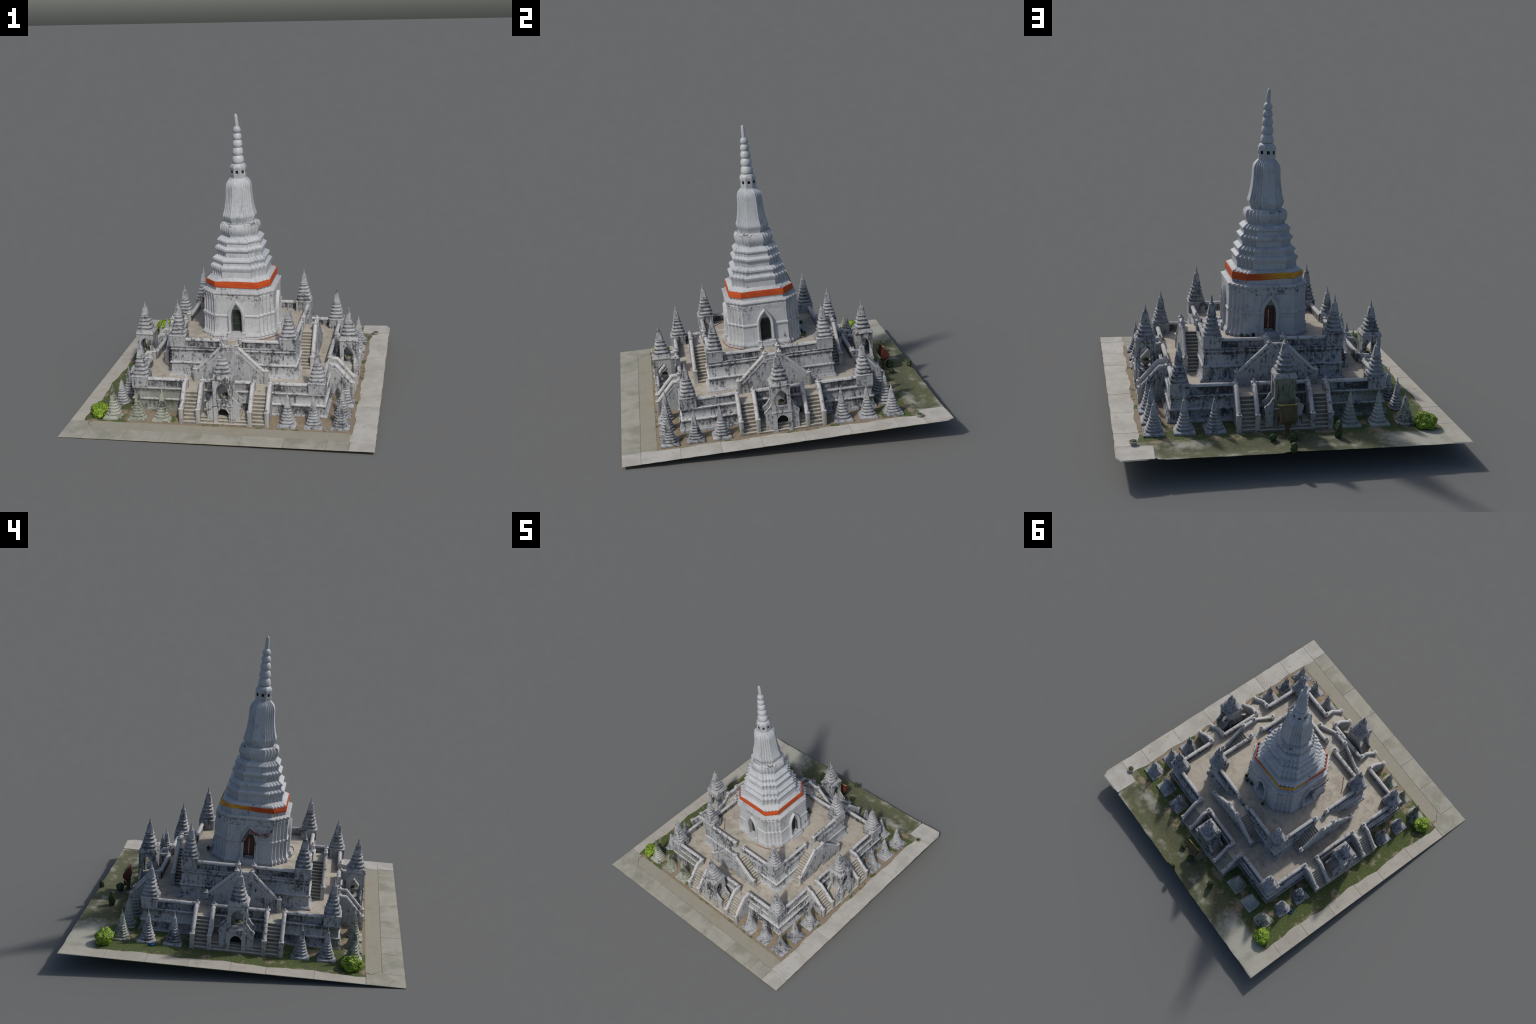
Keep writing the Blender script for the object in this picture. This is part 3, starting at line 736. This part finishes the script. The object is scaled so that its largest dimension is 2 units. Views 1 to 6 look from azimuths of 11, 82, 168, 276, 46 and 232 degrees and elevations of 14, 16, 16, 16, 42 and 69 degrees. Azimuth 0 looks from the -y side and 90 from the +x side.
for name, prof, r, d in (('chedi_tier', TIER1, 0.545, 1.0), ('chedi_tier', TIER2, 0.505, 1.0), ('lotus_ring', LOTUS, 0.42, 0.75), ('bell', BELL, 0.42, 0.95)):
    b = B(M_SPIRE, M_BODYD); b.loft([ring(a, z, r, NB, d) for a, z in prof], bands=[1 if name == 'lotus_ring' and z > 1.045 else 0 for a, z in prof[:-1]]); chedi_part(b, name)

# lantern with eight small square windows
lb = B(M_SPIRE, M_WINDOW); ph = PI / 8; K8 = 1 / math.cos(PI / 8)
lb.loft([circ(a * K8, z, 8, ph=ph) for a, z in ((0.0470, 1.342), (0.0465, 1.360), (0.0482, 1.364), (0.0478, 1.402), (0.0492, 1.406), (0.0490, 1.417), (0.041, 1.431), (0.036, 1.436))])
lan = lb.mesh('lantern', 30)
cb = B(M_WINDOW)
for k in range(8):
    c = B(); c.box(0.040, 0.06, -0.0085, 0.0085, 1.377, 1.396)
    R = Matrix.Rotation(k * PI / 4, 4, 'Z'); cb.add([R @ Vector(v) for v in c.v], c.f, 0)
lan = boolean_cut(lan, [cb.mesh('cutter', 0)])
lan.transform(Matrix.Translation(PZ) @ up_rot @ Matrix.Translation(-PZ)); place(lan, 'lantern', chedi)
wb = B(M_WINDOW)
wb.loft([circ(0.0425, z, 8, ph=ph) for z in (1.376, 1.397)])
chedi_part(wb, 'lantern_dark_core', 0)  # added dark core, painted as the shade inside the cut windows

# ringed spire and finial
BEADS = [(1.436, 0.034, 1.456, 0.0392, 1.487), (1.487, 0.031, 1.509, 0.0355, 1.536), (1.536, 0.028, 1.558, 0.0322, 1.583), (1.583, 0.0245, 1.604, 0.0288, 1.625), (1.625, 0.020, 1.645, 0.0262, 1.668)]
for i, (z0, rg, zm, rm, z1) in enumerate(BEADS):
    b = B(M_SPIRE)
    rt = (BEADS[i + 1][1] if i < 4 else 0.0125)
    prof = [(rg * 0.86, z0 - 0.003), (rg * 0.94, z0 + 0.001), (lerp(rg, rm, 0.8), lerp(z0, zm, 0.35)), (rm, lerp(z0, zm, 0.7)), (rm, zm), (lerp(rm, rt, 0.15), lerp(zm, z1, 0.3)), (lerp(rm, rt, 0.55), lerp(zm, z1, 0.72)), (rt * 0.92, z1 - 0.001)]
    b.loft([circ(r, z, 16, lobe=-0.035) for r, z in prof]); chedi_part(b, 'spire_ring', 50)
fb = B(M_SPIRE)
fb.loft([circ(r, z, 12, cx=dx, cy=dx * 0.2) for r, z, dx in ((0.0130, 1.662, 0), (0.0128, 1.680, 0), (0.0122, 1.70, -0.0015), (0.0112, 1.72, -0.003), (0.0098, 1.735, -0.004), (0.006, 1.741, -0.0045), (0.0015, 1.743, -0.0045))])
chedi_part(fb, 'finial', 60)

# orange sash tied round the shoulder
sbm = B(M_SASH)
a, w = 0.2062, 0.2062 * 0.655
octo = [(a, -w), (a, w), (w, a), (-w, a), (-a, w), (-a, -w), (-w, -a), (w, -a)]
pts = []
for i in range(8):
    p, q = Vector(octo[i]), Vector(octo[(i + 1) % 8]); n = 10 if i % 2 == 0 else 5
    for j in range(n): pts.append((p.lerp(q, j / n), i + j / n))
def sash_z(p, s):
    """the cloth is twisted and thinner round the north-west corner and along the west"""
    d = p.y - p.x; tw = max(0.0, 1 - abs((d - 0.31) / 0.16)) if p.x < 0.03 else 0.0
    wst = max(0.0, min(1.0, (-p.x - 0.12) / 0.08))
    top = 0.7235 + 0.0012 * math.sin(s * 5.1) - 0.004 * wst + 0.003 * tw; bot = 0.6835 + 0.0015 * math.sin(s * 3.3 + 1) + 0.012 * tw + 0.006 * wst
    return bot, top
rows = []
for t in (0, 0.12, 0.35, 0.6, 0.85, 1.0):
    row = []
    for p, s in pts:
        bz, tz = sash_z(p, s); q = p * (1 + 0.006 * math.sin(t * PI) + 0.003 * math.sin(t * 9 + s * 2))
        row.append((q.x, q.y, lerp(bz, tz, t)))
    rows.append(row)
inner = [[(x * 0.982, y * 0.982, z) for x, y, z in rows[-1]], [(x * 0.982, y * 0.982, z) for x, y, z in rows[0]]]
sbm.loft(rows + inner + [rows[0]], 0, False)
chedi_part(sbm, 'sash', 40)

# niche frames, doors
def niche_frame_mesh():
    b = B(M_BODY); n = 10
    def arc(hw, zs, za): 
        L = [(-hw, 0.388), (-hw, zs)] + [(-hw * (1 - (t / n) ** 2), lerp(zs, za, t / n)) for t in range(1, n + 1)]
        return L + [(-x, z) for x, z in L[-2::-1]]
    outer, mid, inner = arc(0.053, 0.508, 0.606), arc(0.046, 0.505, 0.598), arc(0.0345, 0.500, 0.583)
    yf = -0.2265
    rows = [[(x, yf + 0.010, z) for x, z in outer], [(x, yf - 0.008, z) for x, z in outer], [(lerp(x, u, 0.3), yf - 0.015, lerp(z, w, 0.3)) for (x, z), (u, w) in zip(outer, mid)],
            [(x, yf - 0.017, z) for x, z in mid], [(x, yf - 0.011, z) for x, z in inner], [(x, yf + 0.022, z) for x, z in inner]]
    m = len(outer); v = [p for r in rows for p in r]
    b.add(v, [(k * m + i, k * m + i + 1, (k + 1) * m + i + 1, (k + 1) * m + i) for k in range(5) for i in range(m - 1)])
    for s in (-1, 1):
        b.loft([[(s * 0.0455 + x, -0.241 + y, z) for x, y, _ in sq(q, 0)] for q, z in ((0.014, 0.354), (0.014, 0.372), (0.012, 0.378), (0.012, 0.392), (0.014, 0.398), (0.009, 0.403))])
    b.box(-0.034, 0.034, -0.262, -0.20, 0.354, 0.374); b.box(-0.034, 0.034, -0.252, -0.19, 0.373, 0.3925)
    return b.mesh('niche_frame', 45)
FRAME = niche_frame_mesh()

def grille_door_mesh():
    b = B(M_DARK, M_LINTEL, M_GRILLE, M_BODY)
    b.box(-0.034, 0.034, -0.197, -0.191, 0.392, 0.535, 0)  # near-black panel stands in for the unlit interior
    b.box(-0.034, 0.034, -0.202, -0.190, 0.530, 0.536, 1)
    b.prism([(-0.034, 0.536), (0.034, 0.536), (0.02, 0.56), (0, 0.582), (-0.02, 0.56)], -0.200, -0.190, 'y', 3)
    for i in range(9):
        x = -0.030 + 0.0075 * i
        b.box(x - 0.0009, x + 0.0009, -0.201, -0.199, 0.394, 0.531, 2)
    for z in (0.398, 0.44, 0.482, 0.522): b.box(-0.033, 0.033, -0.2015, -0.1985, z, z + 0.002, 2)
    for s in (-1, 1): b.box(s * 0.0325 - 0.0015, s * 0.0325 + 0.0015, -0.203, -0.190, 0.392, 0.531, 1)
    return b.mesh('door', 0)
def leaf_door_mesh():
    b = B(M_LINTEL, M_DOOR, M_DOORWHITE, M_BODY)
    for s in (-1, 1): b.box(s * 0.0305 - 0.0035, s * 0.0305 + 0.0035, -0.205, -0.190, 0.392, 0.536, 0)
    b.box(-0.034, 0.034, -0.206, -0.190, 0.528, 0.538, 0)
    b.prism([(-0.034, 0.538), (0.034, 0.538), (0.02, 0.56), (0, 0.582), (-0.02, 0.56)], -0.200, -0.190, 'y', 3)
    for s in (-1, 1):
        b.box(s * 0.0135 - 0.013, s * 0.0135 + 0.013, -0.199, -0.191, 0.396, 0.529, 1)
        for z in (0.405, 0.465): b.box(s * 0.0135 - 0.008, s * 0.0135 + 0.008, -0.2005, -0.198, z, z + 0.05, 1)
    b.box(-0.006, -0.0015, -0.2025, -0.199, 0.41, 0.515, 2); b.box(-0.025, 0.025, -0.202, -0.1985, 0.394, 0.401, 2)
    return b.mesh('door', 0)
GRILLE, LEAF = grille_door_mesh(), leaf_door_mesh()
for k in range(4):
    place(FRAME, 'niche_frame', chedi, (0, 0, 0), RX[k])
    place(GRILLE if k in (0, 1) else LEAF, 'door', chedi, (0, 0, 0), RX[k])

# maroon drape pinned over the west door
db = B(M_DRAPE); R3 = []
def drape(x0, z0, x1, z1, sag, h0, hm, h1):
    n = 12; top = []; bot = []
    for i in range(n + 1):
        t = i / n; x = lerp(x0, x1, t); z = lerp(z0, z1, t) - sag * 4 * t * (1 - t)
        h = lerp(h0, h1, t) + hm * 4 * t * (1 - t); f = 0.004 * math.sin(t * 26)
        top.append((x, -0.2475 + f * 0.3, z)); bot.append((x, -0.2465 + f, z - h))
    back = lambda L: [(x, y + 0.003, z) for x, y, z in L]
    db.loft([[a_, b_, c_, d_] for a_, b_, c_, d_ in zip(top, bot, back(bot), back(top))])
drape(0.0, 0.598, 0.060, 0.560, 0.004, 0.008, 0.016, 0.006)
drape(0.060, 0.560, 0.146, 0.612, 0.012, 0.006, 0.024, 0.010)
drape(-0.050, 0.505, 0.0, 0.598, -0.006, 0.006, 0.03, 0.008)
place(db.mesh('drape', 60), 'drape', chedi, (0, 0, 0), RX[3])

# red cord and small offerings lying on the upper floor
def tube(b, pts, r, mi=0, n=6):
    P = [Vector(p) for p in pts]; rings = []
    for i, p in enumerate(P):
        t = (P[min(i + 1, len(P) - 1)] - P[max(i - 1, 0)]).normalized()
        s = t.cross(Vector((0, 0, 1))); s = s.normalized() if s.length > 1e-4 else Vector((1, 0, 0)); u = s.cross(t)
        rings.append([p + s * r * math.cos(2 * PI * j / n) + u * r * math.sin(2 * PI * j / n) for j in range(n)])
    b.loft(rings, mi)
rc = B(M_CORD)
tube(rc, [(lerp(0.06, 0.17, t) + 0.004 * math.sin(t * 20), lerp(-0.262, -0.235, t * t) , UF + 0.002) for t in [i / 14 for i in range(15)]], 0.0020)
tube(rc, [(lerp(0.17, 0.245, t), lerp(-0.24, -0.15, t) + 0.004 * math.sin(t * 23), UF + 0.002) for t in [i / 14 for i in range(15)]], 0.0020)
tube(rc, [(lerp(-0.33, -0.24, i / 16) + 0.004 * math.sin(i * 1.7), lerp(-0.225, -0.318, i / 16), UF + 0.002) for i in range(17)], 0.0022)
place(rc.mesh('red_cord', 60), 'red_cord', upper)
pl = B(M_URN, M_DARKBUSH)
for x, y in ((0.13, 0.262), (-0.075, 0.275), (0.16, 0.245)):
    pl.loft([circ(r, UF + z, 10, x, y) for r, z in ((0.009, -0.001), (0.012, 0.012), (0.010, 0.012))])
    pl.loft([circ(r, UF + z, 8, x, y) for r, z in ((0.009, 0.011), (0.013, 0.02), (0.008, 0.03), (0.002, 0.034))], 1)
place(pl.mesh('potted_plant', 50), 'potted_plant', upper)
ob = B(M_DARK); ob.box(0.085, 0.100, 0.246, 0.256, UF - 0.001, UF + 0.034); place(ob.mesh('speaker_box', 0), 'speaker_box', upper)
eb = B(plain('bucket_blue', (0.02, 0.06, 0.25), 0.5)); eb.loft([circ(r, UF + z, 12, 0.349, -0.098) for r, z in ((0.010, -0.001), (0.013, 0.02), (0.011, 0.02))]); place(eb.mesh('bucket', 50), 'bucket', upper)

# ------------------------------------------------------------------ planting and odds and ends
def bush_mesh(name, mat, rx, ry, h, lump, seed, sub=5):
    bm = bmesh.new(); bmesh.ops.create_icosphere(bm, subdivisions=sub, radius=1.0)
    off = Vector((seed * 7.1, seed * 3.3, seed))
    for v in bm.verts:
        n = v.co.normalized()
        k = 1 + lump * noise.noise(n * 1.8 + off) + lump * 0.35 * noise.noise(n * 9 + off) + lump * 0.22 * noise.noise(n * 22 + off)
        p = n * k
        v.co = (p.x * rx, p.y * ry, max(-0.004, (p.z * 0.62 + 0.42) * h))
    me = bpy.data.meshes.new(name); bm.to_mesh(me); bm.free(); me.materials.append(mat)
    me.polygons.foreach_set('use_smooth', [True] * len(me.polygons))
    return me
place(bush_mesh('bush', M_BUSH, 0.048, 0.057, 0.076, 0.36, 1), 'bush', root, (-0.785, -0.688, 0))
place(bush_mesh('bush', M_BUSH, 0.058, 0.051, 0.080, 0.28, 2), 'bush', root, (-0.773, 0.757, 0))
place(bush_mesh('topiary', M_DARKBUSH, 0.020, 0.022, 0.088, 0.22, 3, 4), 'topiary', root, (-0.263, 0.838, 0))
place(bush_mesh('topiary', M_DARKBUSH, 0.026, 0.026, 0.045, 0.25, 4, 4), 'topiary', root, (-0.020, 0.845, 0))
place(bush_mesh('topiary', M_DARKBUSH, 0.018, 0.016, 0.048, 0.25, 5, 4), 'topiary', root, (0.004, 0.974, -0.006))
place(bush_mesh('topiary', M_DARKBUSH, 0.020, 0.016, 0.030, 0.25, 6, 4), 'topiary', root, (0.085, 0.83, 0))

# spirit house on its post in front of the north gate: red towards the temple, olive to the north where the scan is unresolved
sh = B(M_OLIVE)
sh.loft([circ(r, z, 8) for r, z in ((0.017, -0.004), (0.012, 0.012), (0.011, 0.04), (0.016, 0.062), (0.020, 0.072))])
house = place(sh.mesh('spirit_house', 40), 'spirit_house', root, (0.002, 0.795, 0), 0.08)
rb = B(M_ROOFRED, M_OLIVE)
prof = [(0.006, 0.064, 0.018), (-0.016, 0.084, 0.040), (-0.020, 0.112, 0.045), (-0.006, 0.168, 0.046), (0.030, 0.118, 0.047), (0.032, 0.098, 0.045), (0.020, 0.078, 0.030)]
v = [(s_ * w, y, z) for s_ in (-1, 1) for y, z, w in prof]; n = len(prof)
rb.add(v, [tuple(range(n)), tuple(range(2 * n - 1, n - 1, -1))] + [(i, (i + 1) % n, n + (i + 1) % n, n + i) for i in range(3)], 0)
rb.add(v, [(i, (i + 1) % n, n + (i + 1) % n, n + i) for i in range(3, n)], 1)
place(rb.mesh('spirit_house_roof', 0, 0.001), 'spirit_house_roof', house)
rg = B(M_GOLD); tube(rg, [(-0.054, -0.006, 0.177), (-0.044, -0.006, 0.170), (0.044, -0.006, 0.170), (0.054, -0.006, 0.177)], 0.0035)
place(rg.mesh('roof_ridge', 50), 'roof_ridge', house)

# planter bowl in the north-east corner, tyres in the grass
pt = B(M_URN, M_DARKBUSH)
pt.loft([circ(r, z, 16) for r, z in ((0.014, -0.003), (0.016, 0.004), (0.021, 0.014), (0.023, 0.020), (0.020, 0.021), (0.018, 0.017))])
pt.loft([circ(r, z, 10) for r, z in ((0.018, 0.016), (0.013, 0.022), (0.004, 0.025))], 1)
place(pt.mesh('planter_bowl', 50), 'planter_bowl', root, (0.797, 0.812, 0))
def torus_mesh(name, mat, R, r):
    b = B(mat); v = []; f = []; n, m = 20, 8
    for i in range(n):
        for j in range(m):
            u, w = 2 * PI * i / n, 2 * PI * j / m
            v.append(((R + r * math.cos(w)) * math.cos(u), (R + r * math.cos(w)) * math.sin(u), r + r * math.sin(w)))
            f.append((i * m + j, ((i + 1) % n) * m + j, ((i + 1) % n) * m + (j + 1) % m, i * m + (j + 1) % m))
    b.add(v, f); return b.mesh(name, 80)
place(torus_mesh('tyre', M_BLUE, 0.0125, 0.0055), 'tyre', root, (-0.742, 0.481, 0))
place(torus_mesh('tyre', M_GREYRUB, 0.0115, 0.004), 'tyre', root, (0.612, -0.742, -0.001))
